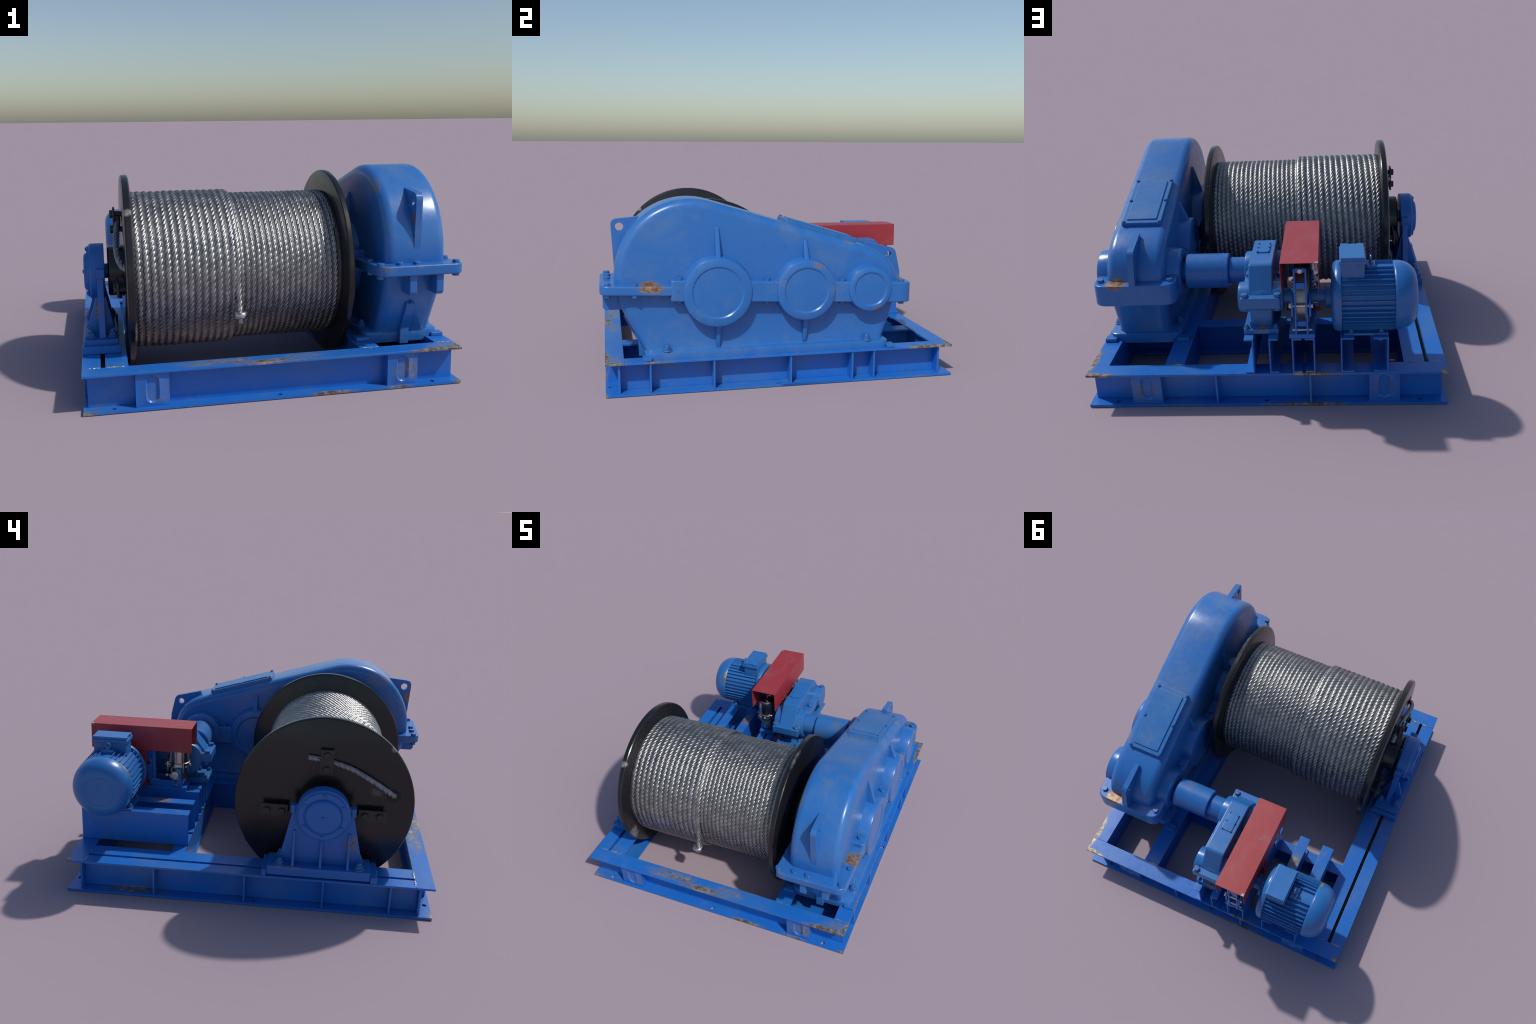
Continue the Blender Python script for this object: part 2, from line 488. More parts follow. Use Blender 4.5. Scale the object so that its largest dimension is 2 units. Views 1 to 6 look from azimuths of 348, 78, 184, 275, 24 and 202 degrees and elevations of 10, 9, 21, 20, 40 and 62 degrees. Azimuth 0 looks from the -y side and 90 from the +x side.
# weld beads where flanges butt
def weld(p0, p1, r=0.006, parent=frame):
    p0, p1 = Vector(p0), Vector(p1); L = (p1 - p0).length; n = max(8, int(L / 0.004))
    d = (p1 - p0).normalized(); up = Vector((0, 0, 1)); sd = d.cross(up)
    bm = bmesh.new(); rings = []
    for i in range(n + 1):
        t = i / n
        rr = r * (0.55 + 0.35 * abs(sin(i * 1.3)) + 0.35 * random.random()) * min(1, 6 * t + 0.1, 6 * (1 - t) + 0.1)
        c = p0 + d * (L * t) + sd * random.uniform(-0.002, 0.002)
        rings.append([bm.verts.new(c + sd * rr * cos(a) + up * (rr * 0.55 * sin(a))) for a in [2 * pi * k / 8 for k in range(8)]])
    for a, b in zip(rings, rings[1:]):
        for k in range(8):
            bm.faces.new((a[k], a[(k + 1) % 8], b[(k + 1) % 8], b[k]))
    bm.faces.new(rings[0]); bm.faces.new(rings[-1])
    finish(bm, "weld_bead", WELD, parent, 0.0)
weld((-0.87, -0.882, ZT), (-0.806, -0.882, ZT)); weld((-0.786, -0.882, ZT), (-0.70, -0.882, ZT))
weld((-0.88, 0.872, ZT), (-0.81, 0.872, ZT), 0.004); weld((-0.77, 0.872, ZT), (-0.70, 0.872, ZT), 0.004)
weld((0.415, 0.872, ZT), (0.505, 0.872, ZT)); weld((0.415, -0.882, ZT), (0.505, -0.882, ZT), 0.003)
weld((0.80, -0.882, ZT), (0.885, -0.882, ZT), 0.003)

# channels carrying motor, brake and small gearbox
support = empty("machine_support"); support.parent = winch
SY0, SY1, SZ = 0.362, 0.968, 0.367
def channel(xweb, xtip):
    t = 0.008 if xtip > xweb else -0.008
    z0, z1 = ZT + 0.0004, SZ
    pts = [(xweb, z0), (xtip, z0), (xtip, z0 + 0.009), (xweb + t, z0 + 0.009), (xweb + t, z1 - 0.009), (xtip, z1 - 0.009), (xtip, z1), (xweb, z1)]
    bm = bmesh.new()
    a = [bm.verts.new((x, SY0, z)) for x, z in pts]; b = [bm.verts.new((x, SY1, z)) for x, z in pts]
    bm.faces.new(a); bm.faces.new(b[::-1])
    for i in range(8):
        bm.faces.new((a[i], a[(i + 1) % 8], b[(i + 1) % 8], b[i]))
    finish(bm, "channel", FRAME, support, 0.0015, 1)
for xw, xt in ((0.042, 0.087), (-0.031, -0.077), (-0.142, -0.190), (-0.253, -0.205), (-0.376, -0.442), (-0.604, -0.531)):
    channel(xw, xt)

# --------------------------------------------------------------------------- rope drum
DY, DZ = -0.379, 0.5205
drum = lathe("cable_drum", 'x', (DY, DZ), [(-0.636, 0.352), (0.362, 0.352)], CORE, winch, 96)
FR = 0.478
for x0, x1 in ((-0.675, -0.635), (0.359, 0.396)):
    f = lathe("drum_flange", 'x', (DY, DZ), [(x0, 0.05), (x0, FR - 0.012), (x0 + 0.004, FR - 0.003), (x0 + 0.009, FR),
              (x1 - 0.009, FR), (x1 - 0.004, FR - 0.003), (x1, FR - 0.012), (x1, 0.05)], BLACK, drum, 128, angle=25)
lathe("drum_hub", 'x', (DY, DZ), [(-0.752, 0.118), (-0.746, 0.125), (-0.690, 0.125), (-0.676, 0.132), (-0.674, 0.132)], BLACK, drum, 64, angle=40)
lathe("drum_hub", 'x', (DY, DZ), [(0.395, 0.125), (0.450, 0.125)], BLACK, drum, 64)
lathe("drum_shaft", 'x', (DY, DZ), [(-0.80, 0.037), (-0.745, 0.037)], BEAR, drum, 32)

# rope ----------------------------------------------------------------------
def rope_mesh(name, P, E1, lay, r, parent, phase=0.0, per=6, cap=True, wide=1.0, tail=0, mat=None):
    """P: path points, E1: unit vectors across the rope; four fat strands laid right handed."""
    n = len(P)
    T = np.gradient(P, axis=0); T /= np.linalg.norm(T, axis=1)[:, None]
    E1 = E1 - T * np.sum(E1 * T, axis=1)[:, None]; E1 /= np.linalg.norm(E1, axis=1)[:, None]
    E2 = np.cross(T, E1)
    s = np.concatenate([[0], np.cumsum(np.linalg.norm(np.diff(P, axis=0), axis=1))])
    m = 4 * per
    al = np.arange(m) * 2 * pi / m
    rho = r * (0.70 + 0.30 * np.sqrt(np.abs(np.cos(2 * al))))
    th = al[None, :] + (2 * pi * s / lay)[:, None] + phase
    V = P[:, None, :] + rho[None, :, None] * (np.cos(th)[..., None] * E1[:, None, :] + np.sin(th)[..., None] * E2[:, None, :])
    if wide != 1.0:                      # wraps press against each other and spread along the drum
        k = np.ones(n) * wide
        if tail: k[-tail:] = np.linspace(wide, 1.0, tail)
        V[..., 0] = P[:, None, 0] + (V[..., 0] - P[:, None, 0]) * k[:, None]
    V = V.reshape(-1, 3)
    i = np.arange(n - 1)[:, None] * m; k = np.arange(m)[None, :]; k1 = (k + 1) % m
    F = np.stack([i + k, i + k1, i + m + k1, i + m + k], axis=-1).reshape(-1, 4)
    me = bpy.data.meshes.new(name)
    nv, nf = len(V), len(F)
    caps = 2 if cap else 0
    me.vertices.add(nv); me.vertices.foreach_set("co", V.astype(np.float32).ravel())
    loops = F.ravel()
    starts = np.arange(nf) * 4
    if cap:
        loops = np.concatenate([loops, np.arange(m)[::-1], np.arange(nv - m, nv)])
        starts = np.concatenate([starts, [nf * 4, nf * 4 + m]])
    me.loops.add(len(loops)); me.loops.foreach_set("vertex_index", loops.astype(np.int32))
    me.polygons.add(nf + caps); me.polygons.foreach_set("loop_start", starts.astype(np.int32))
    me.polygons.foreach_set("use_smooth", np.ones(nf + caps, dtype=bool))
    me.update(calc_edges=True); me.validate()
    o = link(name, me, mat or ROPE, parent)
    return o

def wound(x0, x1, turns, R, step=0.0075, wob=0.0008, a0=0.0, seed=1):
    g = np.random.default_rng(seed)
    n = int(turns * 2 * pi * R / step)
    a = a0 + np.linspace(0, turns * 2 * pi, n)
    # gently uneven pitch, like rope laid by hand
    knots = g.normal(0, wob, int(turns * 3) + 3)
    w = np.interp(np.linspace(0, len(knots) - 1, n), np.arange(len(knots)), knots)
    ks = g.normal(0, wob * 0.7, int(turns * 2) + 3)
    dr = np.interp(np.linspace(0, len(ks) - 1, n), np.arange(len(ks)), ks)
    pitch = (x1 - x0) / turns
    x = np.clip(np.linspace(x0 - 0.5 * pitch, x1 + 0.5 * pitch, n), x0, x1) + w * 0.8
    rad = np.stack([np.zeros(n), np.cos(a), np.sin(a)], axis=1)
    P = np.stack([x, DY + (R + dr) * np.cos(a), DZ + (R + dr) * np.sin(a)], axis=1)
    return P, rad

RD = 0.0142                                   # rope radius
LAY = 0.110
rope = empty("wire_rope"); rope.parent = winch
P, E = wound(-0.215, 0.3435, 21.4, 0.3610, seed=3)
rope_mesh("inner_rope_layer", P, E, LAY, RD, rope)
P, E = wound(-0.618, -0.155, 14.5, 0.3795, wob=0.0012, a0=0.0, seed=5)
# free tail: leaves the drum at the front (a = pi) and hangs to the ferrule
tail_n = 22
tt = np.linspace(0, 1, tail_n + 1)[1:]
end = P[-1]
tail = np.stack([end[0] + (-0.153 - end[0]) * tt, end[1] + (-0.799 - end[1]) * tt ** 1.5, end[2] + (0.315 - end[2]) * tt], axis=1)
P2 = np.concatenate([P, tail]); E2 = np.concatenate([E, np.tile(E[-1], (tail_n, 1))])
rope_mesh("outer_rope_layer", P2, E2, LAY, RD, rope, wide=1.2, tail=30)
lathe("under_wrap", 'x', (DY, DZ), [(-0.634, 0.3862), (-0.175, 0.3862), (-0.160, 0.374), (-0.155, 0.3687), (0.3585, 0.3687)], CORE, rope, 128)
# ferrule at the rope end
fz = 0.360
lathe("rope_ferrule", 'z', (-0.153, -0.791), [(fz - 0.014, 0.014), (fz - 0.017, 0.022), (fz - 0.014, 0.031), (fz - 0.006, 0.036), (fz + 0.006, 0.036),
      (fz + 0.014, 0.031), (fz + 0.017, 0.022), (fz + 0.014, 0.014)], STEEL, rope, 32, angle=60)

def catmull(pts, n=14):
    pts = [Vector(p) for p in pts]; pts = [2 * pts[0] - pts[1]] + pts + [2 * pts[-1] - pts[-2]]
    out = []
    for i in range(1, len(pts) - 2):
        a, b, c, d = pts[i - 1:i + 3]
        for k in range(n):
            t = k / n
            out.append(0.5 * ((2 * b) + (c - a) * t + (2 * a - 5 * b + 4 * c - d) * t * t + (3 * b - a - 3 * c + d) * t ** 3))
    out.append(pts[-2])
    return np.array([tuple(p) for p in out])
P = catmull([(-0.650, -0.752, 0.588), (-0.685, -0.738, 0.603), (-0.706, -0.690, 0.640), (-0.710, -0.609, 0.690), (-0.702, -0.512, 0.738),
             (-0.694, -0.418, 0.764), (-0.692, -0.340, 0.778), (-0.694, -0.283, 0.786)], 12)
rope_mesh("anchored_rope_end", P, np.tile(np.array([1.0, 0, 0]), (len(P), 1)), 0.115, 0.0152, rope, mat=DARKROPE)
bm = bmesh.new()
# black disc on the flange where the rope end enters
add_lathe(bm, 'x', (-0.742, 0.596), [(-0.6765, 0.024), (-0.6785, 0.027), (-0.6785, 0.034), (-0.6745, 0.037)], 28)
finish(bm, "dark_hole_disc", RUBBER, drum)

# rope clamps on the flange
HB = hex_mesh("clamp_bolt_head", 0.021, 0.016, CLAMP, crown=False)
for (y0, y1, z0, z1, bs) in ((-0.415, -0.345, 0.700, 0.838, [(-0.380, 0.806), (-0.380, 0.730)]),
                             (-0.193, -0.047, 0.452, 0.520, [(-0.081, 0.484), (-0.159, 0.482)]),
                             (-0.711, -0.563, 0.454, 0.520, [(-0.598, 0.486), (-0.676, 0.486)])):
    cp = box("rope_clamp", -0.717, -0.706, y0, y1, z0, z1, CLAMP, drum, 0.002)
    for y, z in bs:
        bolt("clamp_bolt", HB, (-0.716, y, z), (-1, 0, 0), cp, 0.2)
        lathe("clamp_spacer", 'x', (y, z), [(-0.708, 0.014), (-0.674, 0.014)], CLAMP, cp, 20)

# --------------------------------------------------------------------------- bearing pedestal
ped = box("bearing_pedestal", -0.880, -0.718, -0.643, -0.103, 0.188, 0.238, BEAR, winch, 0.003)
for y0, y1 in ((-0.680, -0.6445), (-0.1015, -0.078)):
    box("stop_bar", -0.888, -0.706, y0, y1, ZT + 0.0004, 0.217, BEAR, ped, 0.002)
prism("pedestal_plate", 'x', [(-0.160, 0.236), (-0.224, 0.535), (-0.236, 0.560), (-0.522, 0.560), (-0.534, 0.535), (-0.602, 0.236)][::-1],
      -0.806, -0.776, BEAR, ped, 0.002)
for y in (-0.222, -0.536):
    box("housing_ear", -0.812, -0.770, y - 0.012, y + 0.012, 0.515, 0.560, BEAR, ped, 0.002)
BY, BZ = -0.379, 0.522
lathe("bearing_housing", 'x', (BY, BZ), [(-0.768, 0.136), (-0.771, 0.139), (-0.834, 0.139), (-0.842, 0.133), (-0.842, 0.05)], BEAR, ped, 72, angle=25)
lathe("bearing_cover", 'x', (BY, BZ), [(-0.841, 0.127), (-0.850, 0.127), (-0.852, 0.125), (-0.852, 0.101), (-0.849, 0.099), (-0.849, 0.095),
      (-0.862, 0.090), (-0.868, 0.082), (-0.868, 0.03)], BEAR, ped, 72, angle=25)
CB = hex_mesh("cover_bolt_head", 0.0095, 0.008, BOLT, crown=False)
for k in range(6):
    a = pi / 2 + k * pi / 3
    bolt("cover_bolt", CB, (-0.851, BY + 0.113 * cos(a), BZ + 0.113 * sin(a)), (-1, 0, 0), ped)
bolt("cover_bolt", CB, (-0.867, BY, BZ), (-1, 0, 0), ped)
for y, zt in ((-0.237, 0.420), (-0.381, 0.375), (-0.523, 0.420)):
    prism("gusset", 'y', [(0.2375, -0.868), (zt, -0.816), (zt, -0.805), (0.2375, -0.805)], y - 0.006, y + 0.006, BEAR, ped, 0.001)
    prism("gusset", 'y', [(0.2375, -0.728), (0.2375, -0.777), (zt, -0.777), (zt, -0.768)], y - 0.006, y + 0.006, BEAR, ped, 0.001)
PN = hex_mesh("pedestal_nut", 0.022, 0.018, BOLT, washer=0.008)
for y in (-0.170, -0.583):
    for x in (-0.847, -0.742):
        bolt("anchor_nut", PN, (x, y, 0.2375), (0, 0, 1), ped)

# --------------------------------------------------------------------------- main gearbox
GX, GH = 0.670, 0.153          # centre plane and half width of the upper casing
def zs(y):                       # centre height of the slightly sloping split flange
    return 0.5535 - 0.0437 * (y + 0.635)

def upper_outline():
    pts = []
    cy, cz, R = -0.518, 0.627, 0.403
    pts.append((-0.920, zs(-0.93)))
    pts.append((-0.921, 0.600))
    for a in np.linspace(180, 73.3, 26):
        pts.append((cy + R * cos(radians(a)), cz + R * sin(radians(a))))
    slope = -0.2985
    y0, z0 = pts[-1]
    for y in np.linspace(y0 + 0.03, 0.40, 16):
        pts.append((y, z0 + slope * (y - y0)))
    # rounded tail
    ye, ze = pts[-1]
    p0, p1, p2, p3 = Vector((ye, ze)), Vector((0.585, ze + slope * 0.165)), Vector((0.655, 0.670)), Vector((0.673, zs(0.69)))
    for t in np.linspace(0, 1, 16)[1:]:
        q = p0 * (1 - t) ** 3 + p1 * 3 * t * (1 - t) ** 2 + p2 * 3 * t * t * (1 - t) + p3 * t ** 3
        pts.append((q.x, q.y))
    return pts

def casing_shell(name, outline, half, r, cx, mat, parent, steps=7, taper=0.06):
    """loft a side outline across x, rounding its rim with radius r; open end (base) edges stay put in z"""
    P = [Vector(p) for p in outline]; n = len(P)
    nrm = []
    for i in range(n):
        t = (P[min(i + 1, n - 1)] - P[max(i - 1, 0)]).normalized()
        nrm.append(Vector((t.y, -t.x)))          # inward for a clockwise arch
    sections = []
    prof = []
    for k in range(steps + 1):
        a = (pi / 2) * k / steps
        prof.append((half - r + r * cos(a), r - r * sin(a)))   # (x offset, inset) from the side inward
    left = [(-x, d) for x, d in prof]
    right = [(x, d) for x, d in prof[::-1]]
    bm = bmesh.new()
    rings = []
    for x, d in left + right:
        ring = []
        for i in range(n):
            q = P[i] + nrm[i] * d
            if i in (0, n - 1):
                q.y = P[i].y
            ring.append(bm.verts.new((cx + x * (1.0 - taper * (q.y - 0.6)), q.x, q.y)))
        rings.append(ring)
    for a, b in zip(rings, rings[1:]):
        for i in range(n - 1):
            bm.faces.new((a[i], a[i + 1], b[i + 1], b[i]))
        bm.faces.new((a[0], b[0], b[n - 1], a[n - 1]))
    bm.faces.new(rings[0]); bm.faces.new(rings[-1][::-1])
    return finish(bm, name, mat, parent, 0.0, angle=40)

gear = casing_shell("main_gearbox", upper_outline(), GH, 0.046, GX, CASE, winch)

# split flange: thin nose, thick middle and tail, sheared to the slope
def sheared_slab(name, plan, dz0, dz1, bevel):
    bm = bmesh.new()
    a = [bm.verts.new((x, y, zs(y) + dz0)) for x, y in plan]; b = [bm.verts.new((x, y, zs(y) + dz1)) for x, y in plan]
    n = len(plan)
    bm.faces.new(a[::-1]); bm.faces.new(b)
    for i in range(n):
        bm.faces.new((a[i], a[(i + 1) % n], b[(i + 1) % n], b[i]))
    return finish(bm, name, CASE, gear, bevel, 3, sharp=50)
sheared_slab("split_flange", round_poly(rect(0.458, 0.881, -0.999, -0.60), [0.055, 0.055, 0, 0], 8), -0.026, 0.024, 0.008)
sheared_slab("split_flange", round_poly(rect(0.4565, 0.8825, -0.635, 0.721), [0.02, 0.02, 0.07, 0.07], 8), -0.0565, 0.0565, 0.008)

# lower casing: tapering tub
def tub(name, secs, mat, parent):
    bm = bmesh.new(); rings = []
    for z, x0, x1, y0, y1, r in secs:
        pl = round_poly(rect(x0, x1, y0, y1), r, 8)
        rings.append([bm.verts.new((x, y, z)) for x, y in pl])
    n = len(rings[0])
    for a, b in zip(rings, rings[1:]):
        for i in range(n):
            bm.faces.new((a[i], a[(i + 1) % n], b[(i + 1) % n], b[i]))
    bm.faces.new(rings[0][::-1]); bm.faces.new(rings[-1])
    return finish(bm, name, mat, parent, 0.0, angle=40)
tub("lower_casing", [(0.205, 0.526, 0.822, -0.772, 0.580, 0.055), (0.222, 0.529, 0.819, -0.776, 0.582, 0.055), (0.236, 0.533, 0.815, -0.783, 0.584, 0.055),
                     (0.38, 0.528, 0.820, -0.852, 0.630, 0.055), (0.47, 0.523, 0.823, -0.899, 0.655, 0.055), (0.53, 0.523, 0.823, -0.915, 0.660, 0.055)], CASE, gear)
tub("gearbox_foot", [(0.162, 0.478, 0.862, -0.770, 0.594, 0.05), (0.202, 0.474, 0.866, -0.775, 0.598, 0.055), (0.216, 0.476, 0.864, -0.773, 0.596, 0.055),
                     (0.221, 0.484, 0.856, -0.765, 0.588, 0.055)], CASE, gear)
for x0, x1 in ((0.428, 0.495), (0.822, 0.884)):
    for y0, y1 in ((-0.785, -0.738), (0.575, 0.622)):
        box("locating_tab", x0, x1, y0, y1, ZT + 0.0002, 0.200, CASE, gear, 0.003)
FN = hex_mesh("foot_nut", 0.021, 0.017, BOLT, washer=0.007)
for x in (0.500, 0.838):
    for y in (-0.655, 0.467):
        bolt("foot_bolt", FN, (x, y, 0.2205), (0, 0, 1), gear)

# bearing caps (three shafts, both faces)
SH = {"big": (-0.384, 0.537, 0.186, 0.136), "mid": (0.102, 0.531, 0.166, 0.121), "small": (0.468, 0.524, 0.125, 0.091)}
def cap(y, z, R, ri, side, dished=True, xo=0.893, bore=None):
    s = side
    X = lambda d: GX + s * (xo - 0.670 - d)
    prof = [(X(0.10), R + 0.012), (X(0.045), R + 0.004), (X(0.012), R), (X(0.004), R - 0.003), (X(0.0), R - 0.011)]
    if dished:
        prof += [(X(0.0), ri + 0.004), (X(0.003), ri), (X(0.0055), ri - 0.004), (X(0.005), ri - 0.010), (X(0.005), 0.01)]
    else:
        prof += [(X(0.0), ri), (X(0.02), ri - 0.004), (X(0.02), 0.01)]
    return lathe("bearing_cap", 'x', (y, z), prof, CASE, gear, 64, angle=28)
for y, z, R, ri in SH.values():
    cap(y, z, R, ri, 1)
cap(*SH["big"], -1, xo=0.890); cap(*SH["mid"], -1, xo=0.890); cap(*SH["small"][:3], 0.072, -1, dished=False, xo=0.890)

# side ribs above and below the caps
def side_rib(y, za, zb, side, foot, tip, w=0.0145):
    xs = GX + side * 0.12
    X = lambda d: GX + side * d
    bm = bmesh.new()
    for (z, d, ww) in ((za, foot, w), (zb, tip, w * 0.7)):
        pass
    v = []
    for z, d, ww in ((za, foot, w), (zb, tip, w * 0.7)):
        v.append([bm.verts.new((xs, y - ww * 1.2, z)), bm.verts.new((X(d), y - ww, z)), bm.verts.new((X(d), y + ww, z)), bm.verts.new((xs, y + ww * 1.2, z))])
    a, b = v
    for i in range(4):
        bm.faces.new((a[i], a[(i + 1) % 4], b[(i + 1) % 4], b[i]))
    bm.faces.new(a); bm.faces.new(b[::-1])
    finish(bm, "side_rib", CASE, gear, 0.004, 2)
for s in (1, -1):
    side_rib(-0.380, 0.69, 0.882, s, 0.213, 0.157); side_rib(0.106, 0.67, 0.800, s, 0.210, 0.158)
    side_rib(-0.378, 0.38, 0.214, s, 0.195, 0.155); side_rib(0.108, 0.39, 0.232, s, 0.195, 0.155)

# flange bolts
GB = hex_mesh("flange_bolt_head", 0.0185, 0.014, BOLT, crown=False)
nose = [(0.475, -0.962), (0.570, -0.957), (0.654, -0.959), (0.852, -0.958), (0.861, -0.819), (0.478, -0.819)]
body = [(x, y) for x in (0.848, 0.492) for y in (-0.586, -0.112, 0.315)] + [(0.848, 0.663), (0.488, 0.663)]
for x, y in nose:
    bolt("flange_bolt", GB, (x, y, zs(y) + 0.023), (0, 0, 1), gear)
    if y < -0.9 and x in (0.475, 0.852) or y > -0.9:
        bolt("flange_bolt", GB, (x, y, zs(y) - 0.025), (0, 0, -1), gear)
for x, y in body:
    bolt("flange_bolt", GB, (x, y, zs(y) + 0.056), (0, 0, 1), gear)
    bolt("flange_bolt", GB, (x, y, zs(y) - 0.056), (0, 0, -1), gear)

# webs below the nose of the flange
for x0, x1 in ((0.612, 0.649), (0.745, 0.782)):
    prism("flange_web", 'x', [(-0.983, 0.545), (-0.985, 0.462), (-0.972, 0.446), (-0.875, 0.446), (-0.875, 0.545)], x0, x1, CASE, gear, 0.004)

# lifting lugs with a bored eye
def lug(outline, hole, r, x0, x1):
    bm = bmesh.new(); seg = 20; n = len(outline)
    fr = {}
    for x in (x0, x1):
        hv = [bm.verts.new((x, hole[0] + r * cos(2 * pi * i / seg), hole[1] + r * sin(2 * pi * i / seg))) for i in range(seg)]
        ov = [bm.verts.new((x, u, v)) for u, v in outline]
        oe = [bm.edges.new((ov[i], ov[(i + 1) % n])) for i in range(n)]
        he = [bm.edges.new((hv[i], hv[(i + 1) % seg])) for i in range(seg)]
        bmesh.ops.triangle_fill(bm, use_beauty=True, use_dissolve=False, edges=oe + he)
        fr[x] = (hv, ov)
    (h0, o0), (h1, o1) = fr[x0], fr[x1]
    for i in range(seg):
        bm.faces.new((h0[i], h0[(i + 1) % seg], h1[(i + 1) % seg], h1[i]))
    for i in range(n):
        bm.faces.new((o0[i], o0[(i + 1) % n], o1[(i + 1) % n], o1[i]))
    finish(bm, "lifting_lug", CASE, gear, 0.005, 2, sharp=50)
lug(round_poly([(-0.90, 0.585), (-0.918, 0.62), (-0.934, 0.918), (-0.74, 0.936), (-0.70, 0.80), (-0.80, 0.60)], [0, 0.05, 0.035, 0, 0, 0], 6), (-0.887, 0.878), 0.022, 0.656, 0.688)
lug(round_poly([(0.719, 0.535), (0.717, 0.585), (0.686, 0.718), (0.510, 0.762), (0.48, 0.66), (0.58, 0.54)], [0, 0.03, 0.04, 0, 0, 0], 6), (0.645, 0.683), 0.019, 0.655, 0.687)

# inspection cover on the sloping roof
sl = Vector((0, 1, -0.2985)).normalized(); nv = Vector((0, 0.2985, 1)).normalized()
o0 = Vector((GX - 0.003, 0.215, 0.8375)); XX = Vector((1, 0, 0))
def roof_plate(name, hx, hy, h0, h1, r, bevel):
    bm = bmesh.new()
    pl = round_poly(rect(-hx, hx, -hy, hy), r, 3)
    a = [bm.verts.new(o0 + XX * u + sl * v + nv * h0) for u, v in pl]; b = [bm.verts.new(o0 + XX * u + sl * v + nv * h1) for u, v in pl]
    n = len(pl); bm.faces.new(a[::-1]); bm.faces.new(b)
    for i in range(n):
        bm.faces.new((a[i], a[(i + 1) % n], b[(i + 1) % n], b[i]))
    return finish(bm, name, COVER, gear, bevel, 3, sharp=50)
cover = roof_plate("inspection_cover", 0.107, 0.214, -0.02, 0.013, 0.006, 0.004)
roof_plate("cover_panel", 0.082, 0.188, 0.010, 0.020, 0.006, 0.007)
IB = hex_mesh("cover_screw", 0.0095, 0.008, BOLT, crown=False)
for u in (-0.096, 0.096):
    for v in (-0.203, 0.0, 0.203):
        bolt("cover_screw", IB, o0 + XX * u + sl * v + nv * 0.0125, nv, cover)

# drain pipe on the nose of the lower casing
pipe = prism("drain_bar", 'x', round_poly([(-0.870, 0.374), (-0.800, 0.240), (-0.797, 0.158), (-0.765, 0.158), (-0.765, 0.240), (-0.83, 0.385), (-0.858, 0.387)], [0.01, 0.03, 0.004, 0, 0, 0, 0.008], 4),
             0.648, 0.693, CASE, gear, 0.005, 3)
bolt("drain_plug", hex_mesh("plug_head", 0.011, 0.008, BOLT, crown=False), (0.674, -0.863, 0.383), (0, -0.5, 1), pipe)

# --------------------------------------------------------------------------- coupling to small gearbox
CY, CZ = 0.470, 0.5235
coup = lathe("shaft_coupling", 'x', (CY, CZ), [(0.200, 0.05), (0.200, 0.086), (0.206, 0.0925), (0.424, 0.0925), (0.430, 0.086), (0.430, 0.05)], CASE, winch, 56, angle=30)
lathe("coupling_shaft", 'x', (CY, CZ), [(0.10, 0.070), (0.196, 0.070), (0.201, 0.066)], CASE, coup, 40)
lathe("coupling_shaft", 'x', (CY, CZ), [(0.425, 0.048), (0.50, 0.048)], BEAR, coup, 40)

# --------------------------------------------------------------------------- small gearbox
sg_out = [(0.350, 0.553), (0.446, 0.680), (0.462, 0.686), (0.785, 0.688), (0.802, 0.682), (0.886, 0.553)]
bm = bmesh.new(); add_prism(bm, 'x', [(p[0], p[1]) for p in sg_out], -0.056, 0.061)
small = finish(bm, "small_gearbox", MACH, winch, 0.007, 3, sharp=20)
sg_fl = box("split_flange", -0.094, 0.100, 0.316, 0.922, 0.503, 0.560, MACH, small, 0.006)
tub("lower_casing", [(0.388, -0.050, 0.056, 0.42, 0.868, 0.015), (0.51, -0.054, 0.060, 0.39, 0.880, 0.015)], MACH, small)
box("gearbox_foot", -0.079, 0.090, 0.335, 0.913, 0.3675, 0.392, MACH, small, 0.003)
for s, xo in ((1, 0.113), (-1, -0.106)):
    lathe("shaft_boss", 'x', (0.470, CZ), [(0.0, 0.104), (xo * 0.9, 0.100), (xo * 0.97, 0.098), (xo, 0.093), (xo, 0.02)], MACH, small, 48, angle=28)
    lathe("shaft_boss", 'x', (0.815, CZ), [(0.0, 0.078), (xo * 0.9, 0.074), (xo * 0.97, 0.072), (xo, 0.066), (xo, 0.02)], MACH, small, 40, angle=28)
bx = box("name_plate", -0.032, 0.034, 0.528, 0.650, 0.685, 0.693, MACH, small, 0.0025)
SB = hex_mesh("plate_screw", 0.006, 0.004, BOLT, crown=False)
for u in (-0.027, 0.029):
    for v in (0.533, 0.589, 0.645):
        bolt("plate_screw", SB, (u, v, 0.693), (0, 0, 1), bx)
SG = hex_mesh("small_gear_bolt", 0.019, 0.014, BOLT, crown=False)
for x in (-0.079, 0.079):
    for y in (0.343, 0.898, 0.640):
        bolt("flange_bolt", SG, (x, y, 0.5615), (0, 0, 1), sg_fl)
        bolt("flange_bolt", SG, (x, y, 0.5035), (0, 0, -1), sg_fl)
SF = hex_mesh("small_foot_nut", 0.012, 0.010, BOLT, washer=0.004)
for x in (-0.066, 0.077):
    for y in (0.352, 0.41, 0.895):
        bolt("foot_bolt", SF, (x, y, 0.3915), (0, 0, 1), small)

